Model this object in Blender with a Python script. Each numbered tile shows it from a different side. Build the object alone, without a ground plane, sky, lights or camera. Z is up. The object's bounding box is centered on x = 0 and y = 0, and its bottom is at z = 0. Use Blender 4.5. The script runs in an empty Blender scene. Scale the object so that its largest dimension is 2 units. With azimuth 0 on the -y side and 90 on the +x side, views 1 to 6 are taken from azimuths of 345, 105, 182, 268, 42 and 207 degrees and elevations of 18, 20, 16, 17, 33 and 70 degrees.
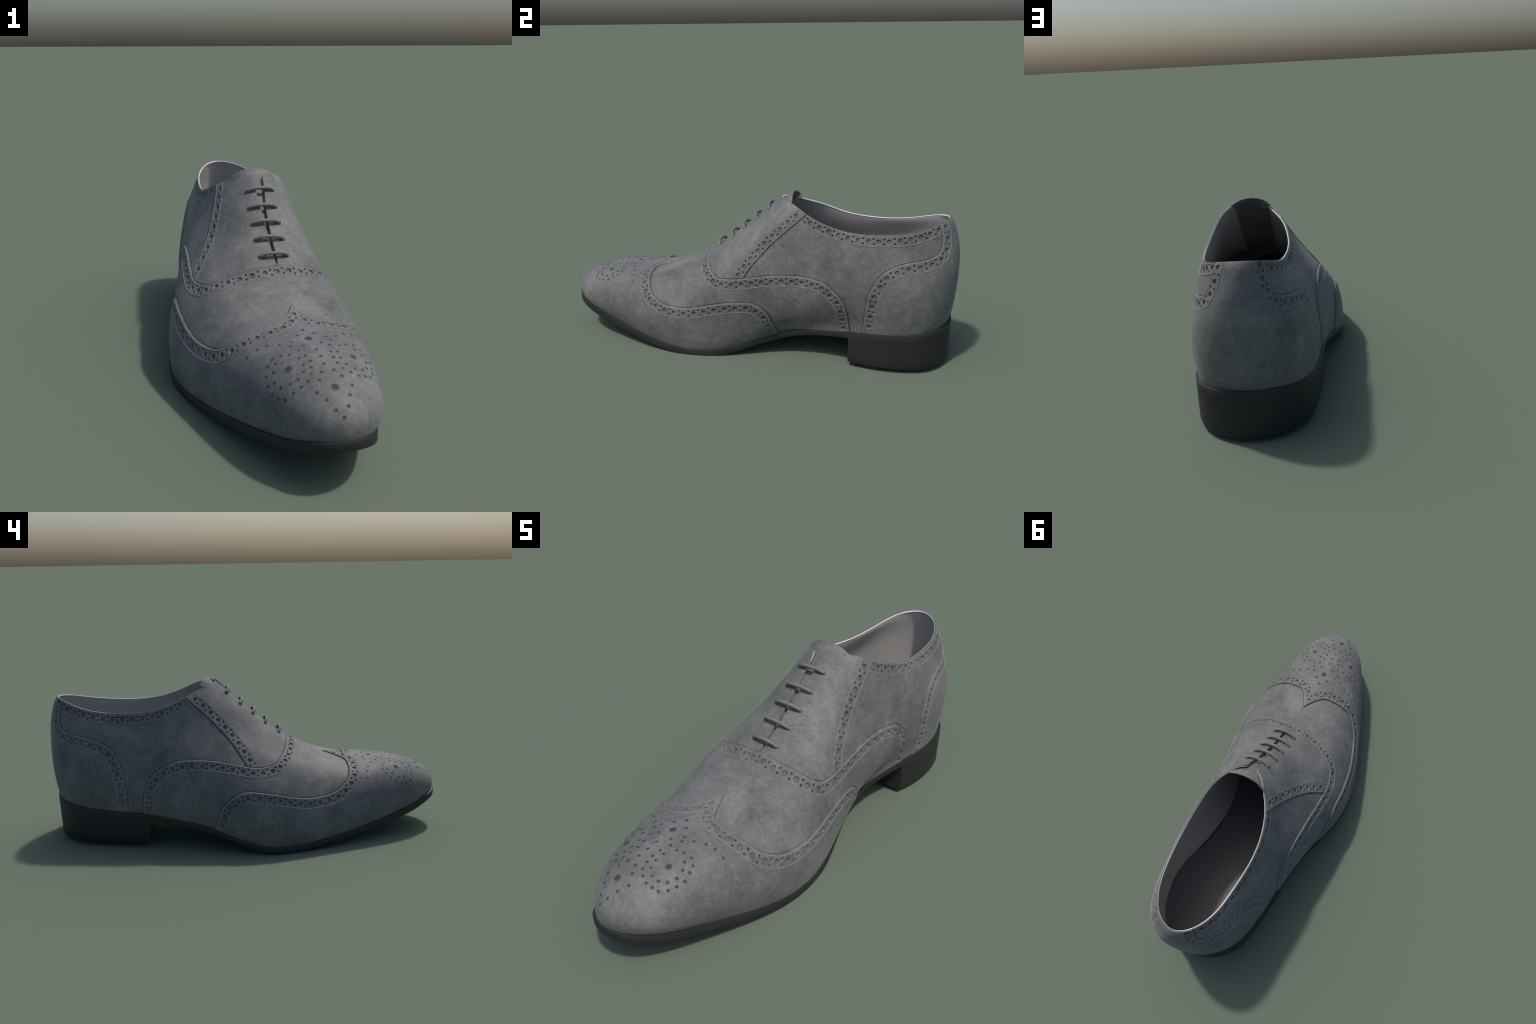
import bpy, math
import numpy as np

rng = np.random.default_rng(7)

# ------------------------------------------------------------------ helpers
def bweights(x):
    """cubic B-spline weights and derivatives at local parameter x"""
    w = [(1-x)**3/6, (3*x**3-6*x*x+4)/6, (-3*x**3+3*x*x+3*x+1)/6, x**3/6]
    d = [-(1-x)**2/2, (9*x*x-12*x)/6, (-9*x*x+6*x+3)/6, x*x/2]
    return w, d

def unit(a):
    return a/(np.linalg.norm(a, axis=-1, keepdims=True)+1e-12)

def sstep(x):
    x = np.clip(x, 0, 1)
    return x*x*(3-2*x)

def interp_closed(P, n):
    """closed smooth curve through the points P, n samples"""
    P = np.array(P, float)
    K = len(P)
    A = np.zeros((K, K))
    for i in range(K):
        A[i, (i-1) % K], A[i, i], A[i, (i+1) % K] = 1/6, 4/6, 1/6
    C = np.linalg.solve(A, P)
    t = np.arange(n)/n*K
    i = np.floor(t).astype(int)
    w, _ = bweights(t-i)
    return sum(w[k][:, None]*C[(i-1+k) % K] for k in range(4))

def interp_open(P, n):
    """smooth open curve through the points P (Catmull-Rom by chord), n samples"""
    P = np.array(P, float)
    t = np.r_[0, np.cumsum(np.linalg.norm(np.diff(P, axis=0), axis=1)**0.5)]
    s = np.linspace(0, t[-1], n)
    m = np.gradient(P, t, axis=0)
    i = np.clip(np.searchsorted(t, s, side='right')-1, 0, len(t)-2)
    h = (t[i+1]-t[i])[:, None]
    x = ((s-t[i])/h[:, 0])[:, None]
    return ((2*x**3-3*x*x+1)*P[i]+(x**3-2*x*x+x)*h*m[i]
            + (-2*x**3+3*x*x)*P[i+1]+(x**3-x*x)*h*m[i+1])

def arclen(P):
    return np.r_[0, np.cumsum(np.linalg.norm(np.diff(P, axis=0), axis=1))]

def resample(P, n, s=None):
    a = arclen(P)
    s = np.linspace(0, a[-1], n) if s is None else s
    return np.stack([np.interp(s, a, P[:, k]) for k in range(P.shape[1])], 1)

# ------------------------------------------------------------------ the last
# The upper is one loft around the foot: 24 ribs, each running from the
# feather line (at the sole) to the topline, in order from the back seam along
# the arch side to the toe and back along the outer side.
RIBS = []
def rib(*pts):
    RIBS.append(pts)

rib((.0761, .9296, .0559), (.0774, 1.0044, .2288), (.0697, 1.0077, .3713), (.0744, 1.0108, .4940), (.0767, 1.0033, .5938), (.0719, .9855, .6757), (.0599, .9703, .7360), (.0339, .9016, .7428))
rib((.2079, .8622, .0635), (.2433, .9348, .2118), (.2118, .9677, .3537), (.1821, .9843, .4769), (.1664, .9790, .5758), (.1612, .9481, .6542), (.1731, .9168, .7159), (.1426, .8566, .7485))
rib((.2817, .7343, .0654), (.2950, .7781, .1928), (.3018, .8482, .3283), (.2733, .8933, .4507), (.2394, .8937, .5485), (.2328, .8597, .6256), (.2303, .7984, .6801), (.2118, .7497, .7240))
rib((.2647, .5125, .0756), (.3098, .6177, .1956), (.3171, .6885, .3041), (.3061, .7394, .4131), (.2818, .7576, .5141), (.2618, .7380, .5984), (.2437, .6914, .6679), (.2492, .6258, .7101))
rib((.2150, .3100, .0528), (.2309, .4226, .1665), (.2946, .5053, .2733), (.3132, .5595, .3748), (.2983, .5869, .4835), (.2776, .5948, .5830), (.2548, .5816, .6616), (.2417, .5283, .7186))
rib((.1775, .1199, .0207), (.2101, .2154, .1470), (.2644, .3040, .2336), (.2999, .3645, .3388), (.2951, .4062, .4614), (.2836, .4372, .5790), (.2588, .4562, .6753), (.1893, .4596, .7465))
rib((.2379, -.0481, -.0247), (.2664, .0367, .0729), (.2884, .1015, .1849), (.2883, .1646, .3089), (.2820, .2284, .4421), (.2756, .2844, .5788), (.2426, .3405, .7077), (.1878, .4252, .8202))
rib((.2801, -.2246, -.0691), (.3445, -.1621, .0074), (.3387, -.1078, .1436), (.3285, -.0338, .2848), (.2945, .0569, .4200), (.2563, .1565, .5704), (.2314, .2758, .7423), (.1347, .4275, .8864))
rib((.2881, -.4005, -.0691), (.3433, -.3884, .0295), (.3720, -.3263, .1423), (.3651, -.2297, .2633), (.3087, -.1047, .3953), (.2430, .0511, .5562), (.2099, .2359, .7573), (.0964, .4443, .9696))
rib((.2348, -.5739, -.0224), (.2952, -.5998, .0863), (.3481, -.5406, .1730), (.3499, -.4180, .2611), (.2976, -.2451, .3727), (.2333, -.0385, .5299), (.1658, .1850, .7672), (.0944, .4631, 1.0500))
rib((.1213, -.6987, .0003), (.2474, -.7801, .1177), (.2854, -.7368, .2180), (.2932, -.5819, .3015), (.2514, -.3589, .3627), (.2017, -.1193, .5058), (.1362, .1539, .7622), (.0693, .4662, 1.1671))
rib((.0216, -.8090, .0068), (.2116, -.9630, .1755), (.2186, -.8994, .2794), (.2111, -.6889, .3686), (.1916, -.4382, .3548), (.1538, -.1773, .4778), (.1076, .1351, .7575), (.0421, .4921, 1.1745))
rib((.0070, -.8593, -.0554), (.0678, -1.0762, .2428), (.0873, -.9501, .3264), (.1007, -.7265, .3835), (.1061, -.4688, .3665), (.0897, -.2100, .4682), (.0733, .1214, .7623), (.0494, .5278, 1.1543))
rib((.0313, -.8594, -.0278), (-.0886, -.9560, .1808), (-.0678, -.8956, .3279), (-.0201, -.6932, .3746), (.0067, -.4517, .3710), (.0258, -.1964, .4775), (.0344, .1231, .7703), (.0831, .5606, 1.1181))
rib((-.0719, -.7405, -.0841), (-.1451, -.7919, .1343), (-.1554, -.7387, .2715), (-.1399, -.5937, .3512), (-.0796, -.3802, .3531), (-.0426, -.1538, .5175), (.0154, .1430, .7498), (.0689, .5428, 1.1302))
rib((-.1784, -.5832, -.0797), (-.2289, -.6066, .0987), (-.2359, -.5418, .2149), (-.2161, -.4313, .3018), (-.1592, -.2810, .3965), (-.0821, -.0755, .5288), (-.0235, .1762, .7564), (.0861, .5133, 1.0331))
rib((-.2552, -.3371, -.1252), (-.3125, -.3668, .0513), (-.3197, -.3261, .1722), (-.2822, -.2549, .3005), (-.2115, -.1460, .4203), (-.1112, .0234, .5438), (-.0552, .2182, .7554), (.1108, .4918, .9153))
rib((-.3526, -.0933, -.0784), (-.3761, -.1014, .0077), (-.3743, -.1101, .1897), (-.3202, -.0726, .3246), (-.2231, .0134, .4356), (-.1450, .1247, .5803), (-.0581, .2649, .7261), (.0015, .4231, .9043))
rib((-.2940, .1282, -.0525), (-.3221, .1109, .1156), (-.3258, .0996, .2291), (-.2921, .1276, .3473), (-.2212, .1883, .4615), (-.1402, .2571, .5804), (-.0800, .3267, .7092), (-.0850, .4133, .8375))
rib((-.2297, .2896, -.0054), (-.2686, .2797, .1548), (-.2577, .3019, .2741), (-.2362, .3360, .3810), (-.1959, .3761, .4874), (-.1413, .4112, .5828), (-.1078, .4333, .6623), (-.0908, .4406, .7534))
rib((-.2135, .4326, .0349), (-.2431, .4673, .1790), (-.2215, .5054, .3075), (-.1888, .5411, .4218), (-.1678, .5646, .5193), (-.1290, .5706, .5928), (-.1032, .5594, .6523), (-.1102, .5087, .6993))
rib((-.2014, .5923, .0287), (-.2099, .6554, .1856), (-.1984, .7006, .3325), (-.1689, .7326, .4626), (-.1413, .7392, .5577), (-.1068, .7152, .6161), (-.0855, .6692, .6534), (-.1164, .6063, .6739))
rib((-.1743, .7608, .0343), (-.1912, .8172, .2002), (-.1575, .8649, .3560), (-.1170, .8840, .4888), (-.0914, .8794, .5884), (-.0781, .8413, .6473), (-.0786, .7763, .6656), (-.0992, .7350, .6781))
rib((-.0858, .8998, .0412), (-.0976, .9485, .2182), (-.0662, .9791, .3708), (-.0304, .9798, .4979), (-.0150, .9701, .6003), (-.0144, .9415, .6714), (-.0350, .8944, .7094), (-.0636, .8607, .7205))

CAGE = np.array(RIBS, float)
KT, KV = CAGE.shape[:2]

def surf(th, v):
    """point, outward normal and the two tangents of the last at (around, up)"""
    th = np.asarray(th, float); v = np.asarray(v, float)
    P = np.empty(th.shape+(3,)); A = np.empty_like(P); B = np.empty_like(P)
    for c in range(0, len(th), 200000):
        s = slice(c, c+200000)
        t = (th[s] % 1.0)*KT
        i = np.floor(t).astype(int)
        wt, dt = bweights(t-i)
        vc = np.clip(v[s], 0, 1)
        u = vc*(KV-3)
        j = np.minimum(np.floor(u).astype(int), KV-4)
        wv, dv = bweights(u-j)
        p = np.zeros((len(t), 3)); a = np.zeros_like(p); b = np.zeros_like(p)
        for k in range(4):
            col = (i-1+k) % KT
            for l in range(4):
                q = CAGE[col, j+l]
                p += (wt[k]*wv[l])[:, None]*q
                a += (dt[k]*wv[l]*KT)[:, None]*q
                b += (wt[k]*dv[l]*(KV-3))[:, None]*q
        p += (v[s]-vc)[:, None]*b
        P[s], A[s], B[s] = p, a, b
    N = unit(np.cross(B, A))
    return P, N, A, B

def offset_on_last(tv, dist):
    """shift a (around, up) curve sideways by dist metres, staying on the last"""
    tv = tv.copy()
    steps = 6
    for _ in range(steps):
        P, N, A, B = surf(tv[:, 0], tv[:, 1])
        T = unit(np.gradient(P, axis=0))
        L = unit(np.cross(N, T))*dist/steps
        aa, ab, bb = (A*A).sum(1), (A*B).sum(1), (B*B).sum(1)
        la, lb = (L*A).sum(1), (L*B).sum(1)
        det = aa*bb-ab*ab
        tv[:, 0] += (la*bb-lb*ab)/det
        tv[:, 1] += (lb*aa-la*ab)/det
    return tv

def centre_line(v):
    """where the middle of the toe, vamp and lace slit runs (around parameter)"""
    return np.interp(v, [0, .09, .22, .32, .45, .55, .64, .79, .86, .935, 1.0],
                     [.505, .508, .5115, .515, .5205, .522, .5193, .5157, .5143, .5093, .500])

SLIT_V = 0.788

def last_grid(a, v):
    """grid parameter (a: 0..1 starting and ending at the lace slit) -> (th, v)"""
    x = np.minimum(a, 1-a)                       # distance from the slit line
    side = np.where(a < .5, 1.0, -1.0)
    half = np.interp(v, [SLIT_V, SLIT_V+.006, .81, .885, .925, .962, 1.0],
                     [0, .0036, .0070, .0085, .0100, .0145, .0210])
    speed = np.interp(v, [.79, .86, .96, 1.0], [1.55, 1.3, .9, .75])
    gap = np.where(v > SLIT_V, half/speed, 0)
    x2 = np.where(x < .07, gap+x*(1-gap/.07), x)
    # rounded upper corners of the two facings
    drop = .017*np.clip(1-x/.036, 0, 1)**3*sstep((v-.88)/.12)
    th = .5+side*x2
    bump = np.exp(-(x/.12)**2)
    th = th+(centre_line(v)-.5)*bump
    return th, v-drop

# ------------------------------------------------------------------ pattern lines
# Centre lines of the punched bands, as (around, up) points on the last.
WING_ARCH = [(.5229, .5967), (.51, .5585), (.4929, .5346), (.4721, .5203), (.4486, .494), (.4257, .4606),
             (.3879, .3795), (.36, .3341), (.3386, .3341), (.3207, .358), (.3014, .3747), (.28, .3675),
             (.2679, .3365), (.2557, .2721), (.2464, .1862), (.2329, .0525)]
WING_OUTER = [(.5229, .5967), (.5321, .5537), (.5479, .5131), (.5657, .4773), (.5836, .432), (.6136, .3365),
              (.6386, .2816), (.66, .2792), (.68, .2983), (.7007, .3198), (.7221, .3198),
              (.7336, .2888), (.7443, .222), (.7514, .1384), (.7543, .0501)]
WING_PEAK = (.5193, .6396)
VAMP_LINE = [(.155, .0358), (.1636, .1193), (.175, .2434), (.1864, .358), (.1993, .4439), (.2114, .506),
             (.2343, .5489), (.2579, .5632), (.2807, .5632), (.3043, .5585), (.3314, .5704), (.3514, .6038),
             (.3786, .6563), (.4086, .7041), (.4414, .7399), (.4743, .7613), (.505, .7709), (.535, .7613),
             (.5643, .7446), (.5929, .7136), (.6179, .673), (.6407, .6253), (.66, .5752), (.6771, .5346),
             (.7043, .506), (.7257, .5155), (.7479, .5203), (.7693, .5012), (.78, .4821), (.7914, .4487),
             (.8021, .3962), (.8136, .3222), (.8229, .2363), (.8293, .1456), (.8336, .0549)]
COLLAR_ARCH = [(.2943, .978), (.2643, .9714), (.2279, .9618), (.1957, .9403), (.1643, .926), (.1314, .9150),
               (.0943, .9145), (.075, .9225), (.052, .938)]
COLLAR_OUTER = [(.715, .978), (.7414, .9714), (.7793, .9547), (.8107, .9308), (.8421, .9069), (.8736, .8831),
                (.9079, .8725), (.9264, .8735), (.9436, .8790), (.96, .888)]
COUNTER_ARCH = [(.0375, .95), (.0429, .821), (.0536, .6945), (.0664, .6158), (.0829, .5919), (.1, .5919),
                (.1157, .599), (.1293, .5871), (.1407, .5513), (.1464, .4773), (.1486, .3914), (.145, .2792),
                (.1386, .1695), (.1314, .0692)]
COUNTER_OUTER = [(.9715, .96), (.9657, .8759), (.9564, .7088), (.9464, .5895), (.9336, .5131), (.9171, .4988),
                 (.9021, .494), (.8871, .4964), (.8743, .4869), (.8643, .4558), (.8586, .3866),
                 (.8571, .3007), (.8579, .2148), (.86, .1337), (.8636, .0525)]
FACING_ARCH = [(.3086, .9714), (.3136, .9356), (.3179, .8998), (.3221, .8616), (.3243, .8234), (.3240, .7757),
               (.3235, .7303), (.3214, .6802), (.3179, .6253)]
FACING_OUTER = [(.7021, .9737), (.6971, .9332), (.6936, .895), (.6925, .852), (.6918, .8115), (.6921, .7637),
                (.6936, .7136), (.6964, .6563), (.6986, .5967)]

HALF_BAND = .0220          # stitch line to centre of band
EDGE = .0278               # free edge to centre of band
BIG_R, SMALL_R = .0108, .0050
SAMPLE = .0025

def extend(tv, d0, d1):
    """lengthen a pattern line past its ends by about d0 / d1 metres"""
    P = surf(tv[:, 0], tv[:, 1])[0]
    s = arclen(P)
    k = max(3, len(tv)//60)
    out = [tv]
    if d0:
        g = (tv[0]-tv[k])/(s[k]-s[0]); n = int(d0/SAMPLE)
        out.insert(0, tv[0]+g*np.linspace(d0, d0/n, n)[:, None])
    if d1:
        g = (tv[-1]-tv[-1-k])/(s[-1]-s[-1-k]); n = int(d1/SAMPLE)
        out.append(tv[-1]+g*np.linspace(d1/n, d1, n)[:, None])
    return np.vstack(out)

def even(tv):
    """resample a (around, up) line to even spacing on the last"""
    P = surf(tv[:, 0], tv[:, 1])[0]
    s = arclen(P)
    n = max(8, int(s[-1]/SAMPLE))
    t = np.linspace(0, s[-1], n)
    return np.stack([np.interp(t, s, tv[:, k]) for k in range(2)], 1), t

class Line:
    """a sampled line on the last with a signed distance (negative: inside the panel)"""
    def __init__(self, tv, inside=None, corner=None):
        self.tv = tv
        self.P, self.N, _, _ = surf(tv[:, 0], tv[:, 1])
        T = unit(np.gradient(self.P, axis=0))
        self.L = unit(np.cross(self.N, T))
        self.s = arclen(self.P)
        if corner is not None:                  # sharp corner: average the two arms
            k = corner
            self.L[k] = unit(self.L[k-4]+self.L[k+4])
        if inside is not None:
            q = surf(np.array([inside[0]]), np.array([inside[1]]))[0]
            d, _ = self.dist(q)
            if d[0] > 0:
                self.L = -self.L
    def dist(self, X, reach=None):
        """signed distance and arc position; beyond `reach` only coarse"""
        n = len(X)
        d = np.empty(n); s = np.empty(n)
        coarse = self.P[::20].astype(np.float32)
        for c in range(0, n, 60000):
            x = X[c:c+60000].astype(np.float32)
            d2 = ((x*x).sum(1)[:, None]-2*x@coarse.T+(coarse*coarse).sum(1)[None])
            k = np.argmin(d2, 1)*20
            if reach is None:
                near = np.ones(len(x), bool)
            else:
                near = d2.min(1) < (reach+.03)**2
            if near.any():
                xn = x[near]; q = self.P.astype(np.float32)
                e2 = ((xn*xn).sum(1)[:, None]-2*xn@q.T+(q*q).sum(1)[None])
                k[near] = np.argmin(e2, 1)
            r = X[c:c+60000]-self.P[k]
            lat = (r*self.L[k]).sum(1)
            tang = np.linalg.norm(r-(r*self.N[k]).sum(1)[:, None]*self.N[k], axis=1)
            d[c:c+60000] = np.sign(lat)*tang
            s[c:c+60000] = self.s[k]
        return d, s

BIG_HOLES, SMALL_HOLES, STITCHES = [], [], {}

def add_holes(tv, count, first=0.0, keep=None):
    """count big holes along a centre line, a pair of small ones between them"""
    P, N, _, _ = surf(tv[:, 0], tv[:, 1])
    s = arclen(P)
    pitch = (s[-1]-first)/(count-1)
    left, right = offset_on_last(tv, .0118), offset_on_last(tv, -.0118)
    for i in range(count):
        for off, line, store in ((0, tv, BIG_HOLES), (.5, left, SMALL_HOLES), (.5, right, SMALL_HOLES)):
            if off and i == count-1:
                continue
            t = first+(i+off)*pitch+rng.uniform(-.0012, .0012)
            c = np.array([np.interp(t, s, line[:, k]) for k in range(2)])
            p = surf(c[:1], c[1:])[0]
            if keep is None or keep(p):
                store.append(p[0])

def dense(ctrl, n=500):
    return interp_open(ctrl, n)

# vamp edge -------------------------------------------------------------
vamp_c = dense(VAMP_LINE, 900)
vamp_ce, _ = even(vamp_c)
probe = Line(vamp_ce, (.505, .70))
sg = np.sign((probe.L[5]*np.cross(probe.N[5], unit(np.gradient(probe.P, axis=0))[5])).sum())
vamp_edge_tv = offset_on_last(extend(vamp_ce, .1, .1), sg*EDGE)
VAMP = Line(even(vamp_edge_tv)[0], (.505, .70))

def side_line(ctrl, inside, d0, d1):
    c, _ = even(dense(ctrl))
    pr = Line(c, inside)
    m = len(c)//2
    sgn = np.sign((pr.L[m]*np.cross(pr.N[m], unit(np.gradient(pr.P, axis=0))[m])).sum())
    e = offset_on_last(extend(c, d0, d1), sgn*EDGE)
    return c, sgn, Line(even(e)[0], inside)

# wing: two arms that meet in a sharp peak ---------------------------------
def wing_arm(ctrl):
    c, _ = even(dense(ctrl))
    pr = Line(c, (.515, .25))
    m = len(c)//2
    sgn = np.sign((pr.L[m]*np.cross(pr.N[m], unit(np.gradient(pr.P, axis=0))[m])).sum())
    e = offset_on_last(extend(c, 0, .1), sgn*EDGE)
    P = surf(e[:, 0], e[:, 1])[0]
    start = int(.085/SAMPLE)                    # join the ogee of the peak here
    knots = np.vstack([[WING_PEAK], e[start:start+40:13], ])
    ogee = interp_open(np.vstack([knots, e[start+52:start+53]]), 80)
    arm = np.vstack([ogee[:-1], e[start+52:]])
    return c, sgn, even(arm)[0]
wa_c, wa_s, wa_e = wing_arm(WING_ARCH)
wo_c, wo_s, wo_e = wing_arm(WING_OUTER)
WING = Line(np.vstack([wa_e[::-1], wo_e[1:]]), (.515, .25), corner=len(wa_e)-1)

fa_c, fa_s, FACE_A = side_line(FACING_ARCH, (.40, .90), .06, .05)
fo_c, fo_s, FACE_O = side_line(FACING_OUTER, (.60, .90), .06, .05)
ka_c, ka_s, CNT_A = side_line(COUNTER_ARCH, (.0, .4), .06, .1)
ko_c, ko_s, CNT_O = side_line(COUNTER_OUTER, (.0, .4), .06, .1)

def collar(ctrl):
    c, _ = even(dense(ctrl))
    pr = Line(c, (c[len(c)//2, 0], 1.0))
    m = len(c)//2
    sgn = np.sign((pr.L[m]*np.cross(pr.N[m], unit(np.gradient(pr.P, axis=0))[m])).sum())
    low = offset_on_last(c, sgn*.0235)
    return c, sgn, Line(even(low)[0], (c[m, 0], 1.0))
ca_c, ca_s, COL_A = collar(COLLAR_ARCH)
co_c, co_s, COL_O = collar(COLLAR_OUTER)

add_holes(vamp_ce, 45)
add_holes(wa_c, 22)
add_holes(wo_c[:], 22)
BIG_HOLES.pop(45)                               # the two wing arms share the peak hole
not_vamp = lambda p: VAMP.dist(p)[0][0] > .006
add_holes(even(extend(fa_c, 0, .05))[0], 10, keep=not_vamp)
add_holes(even(extend(fo_c, 0, .05))[0], 10, keep=not_vamp)
add_holes(ka_c, 14, first=.006)
add_holes(ko_c, 15, first=.006)
def collar_ok(face, cnt):
    return lambda p: face.dist(p)[0][0] > .006 and cnt.dist(p)[0][0] > .006
add_holes(ca_c, 15, first=.008, keep=collar_ok(FACE_A, CNT_A))
add_holes(co_c, 15, first=.008, keep=collar_ok(FACE_O, CNT_O))
BIG_HOLES = np.array(BIG_HOLES); SMALL_HOLES = np.array(SMALL_HOLES)

# ------------------------------------------------------------------ relief of the leather layers
QUARTER_H, COLLAR_H, FACING_H, COUNTER_H, CAP_H = -.0050, -.0044, -.0018, -.0018, .0018

def pinking(s):
    """fine toothing of a cut leather edge"""
    return .0010*(2*np.abs((s/.0075) % 1-.5)-.5)

def layer(h, d, s, top):
    """lay a panel of height `top` over height h where d < 0"""
    groove = .0034*np.exp(-((d-.0017)/.0013)**2)
    stitch = .0007*np.exp(-((d+.0063)/.0012)**2)
    roll = .0010*np.exp(-((d+.0010)/.0020)**2)      # edge slightly turned down
    k = sstep(.5-(d+pinking(s))/.0015)
    return (h-groove*(d > -.0005))*(1-k)+(top-stitch-roll)*k

def vamp_h(dw):
    return -.0040+.0046*sstep((dw-.03)/.15)

def all_dist(X, reach):
    D = {}
    for name, ln in (('wing', WING), ('vamp', VAMP), ('face_a', FACE_A), ('face_o', FACE_O),
                     ('cnt_a', CNT_A), ('cnt_o', CNT_O), ('col_a', COL_A), ('col_o', COL_O)):
        D[name] = ln.dist(X, None if name == 'wing' else reach)
    return D

def side_fix(D, th):
    """a side line only counts on its own half of the shoe"""
    arch = (th % 1.0) < .5
    big = 9.0
    for nm, on in (('face_a', arch), ('face_o', ~arch)):
        d, s = D[nm]; D[nm] = (np.where(on, d, big), s)
    for nm, on in (('cnt_a', arch), ('cnt_o', ~arch)):
        d, s = D[nm]; D[nm] = (np.where(on, d, big), s)
    for nm, on in (('col_a', arch), ('col_o', ~arch)):
        d, s = D[nm]; D[nm] = (np.where(on, d, big), s)
    return D

def relief(D):
    h = np.full(len(D['wing'][0]), QUARTER_H)
    for nm in ('col_a', 'col_o'):
        d, s = D[nm]
        k = sstep(.5-d/.003)
        h = h*(1-k)+COLLAR_H*k
    for nm in ('face_a', 'face_o'):
        h = layer(h, D[nm][0], D[nm][1], FACING_H)
    for nm in ('cnt_a', 'cnt_o'):
        h = layer(h, D[nm][0], D[nm][1], COUNTER_H)
    h = layer(h, D['vamp'][0], D['vamp'][1], vamp_h(D['wing'][0]))
    h = layer(h, D['wing'][0], D['wing'][1], CAP_H)
    # inner stitch grooves
    for nm in ('wing', 'vamp', 'face_a', 'face_o', 'cnt_a', 'cnt_o'):
        h = h-.0006*np.exp(-((D[nm][0]+EDGE+HALF_BAND)/.0012)**2)
    return h

# ------------------------------------------------------------------ fine mesh of the upper
NA, NV, SUB = 1000, 300, 3
V0 = -.014
FA, FV = NA*SUB, NV*SUB
def fine_params(idx):
    i, j = np.divmod(idx, FV+1)
    v = V0+(1-V0)*j/FV
    return last_grid(i/FA, v)

ci, cj = np.meshgrid(np.arange(NA+1), np.arange(NV+1), indexing='ij')
cth, cv = fine_params((ci*SUB*(FV+1)+cj*SUB).ravel())
cP = surf(cth, cv)[0]
D = side_fix(all_dist(cP, .07), cth)
def in_band(d, lo, hi):
    return (d > lo) & (d < hi)
fine = np.zeros(len(cP), bool)
for nm in ('wing', 'vamp', 'face_a', 'face_o', 'cnt_a', 'cnt_o'):
    fine |= in_band(D[nm][0], -.055, .010)
for nm in ('col_a', 'col_o'):
    fine |= in_band(D[nm][0], -.06, .005)
fine = fine.reshape(NA+1, NV+1)
refine = fine[:-1, :-1] | fine[1:, :-1] | fine[:-1, 1:] | fine[1:, 1:]

def seam(idx):
    """the last column falls onto the first one, except along the open lace slit"""
    i, j = np.divmod(idx, FV+1)
    v = V0+(1-V0)*j/FV
    return np.where((i == FA) & (v <= SLIT_V), j, idx)

def fid(i, j):
    return i*(FV+1)+j

quads = []
ri, rj = np.nonzero(refine)
for a in range(SUB):
    for b in range(SUB):
        i, j = ri*SUB+a, rj*SUB+b
        quads.append(np.stack([fid(i, j), fid(i+1, j), fid(i+1, j+1), fid(i, j+1)], 1))
pad = np.zeros((NA+2, NV+2), bool); pad[1:-1, 1:-1] = refine
pad[0, 1:-1] = refine[-1]; pad[-1, 1:-1] = refine[0]
nb_left, nb_right = pad[:-2, 1:-1], pad[2:, 1:-1]
nb_down, nb_up = pad[1:-1, :-2], pad[1:-1, 2:]
plain = ~refine & ~(nb_left | nb_right | nb_down | nb_up)
pi, pj = np.nonzero(plain)
i, j = pi*SUB, pj*SUB
quads.append(np.stack([fid(i, j), fid(i+SUB, j), fid(i+SUB, j+SUB), fid(i, j+SUB)], 1))
quads = np.vstack(quads)
ngons = []
for a, b in zip(*np.nonzero(~refine & ~plain)):
    i, j = a*SUB, b*SUB
    f = [fid(i, j)]
    if nb_down[a, b]: f += [fid(i+k, j) for k in range(1, SUB)]
    f.append(fid(i+SUB, j))
    if nb_right[a, b]: f += [fid(i+SUB, j+k) for k in range(1, SUB)]
    f.append(fid(i+SUB, j+SUB))
    if nb_up[a, b]: f += [fid(i+SUB-k, j+SUB) for k in range(1, SUB)]
    f.append(fid(i, j+SUB))
    if nb_left[a, b]: f += [fid(i, j+SUB-k) for k in range(1, SUB)]
    ngons.append(f)
sizes = np.r_[np.full(len(quads), 4), np.array([len(f) for f in ngons], int)]
loops = np.r_[quads.ravel(), np.array([k for f in ngons for k in f], int)]
loops = seam(loops)
used, loops = np.unique(loops, return_inverse=True)
starts = np.r_[0, np.cumsum(sizes)[:-1]]

uth, uv = fine_params(used)
uP, uN, _, _ = surf(uth, uv)
D = side_fix(all_dist(uP, .07), uth)
h = relief(D)

# punch the holes: pull the leather down inside each circle
order = np.argsort(uP[:, 1]); ys = uP[order, 1]
floor_depth = np.zeros(len(uP)); in_big = np.zeros(len(uP), bool); in_small = np.zeros(len(uP), bool)
for centres, r, depth in ((BIG_HOLES, BIG_R, .0052), (SMALL_HOLES, SMALL_R, .0052)):
    for c in centres:
        lo, hi = np.searchsorted(ys, [c[1]-r, c[1]+r])
        k = order[lo:hi]
        q = np.linalg.norm(uP[k]-c, axis=1)
        k, q = k[q < r], q[q < r]
        dip = depth*sstep((r-q)/.0016)
        if r == BIG_R:                           # extra groove modelled to draw the dark shadow ring
            dip = dip+.0016*np.exp(-((q-r+.0022)/.0011)**2)
        floor_depth[k] = np.maximum(floor_depth[k], dip)
        (in_big if r == BIG_R else in_small)[k[q < r*.82]] = True
h = h-floor_depth
X = uP+uN*h[:, None]

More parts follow.
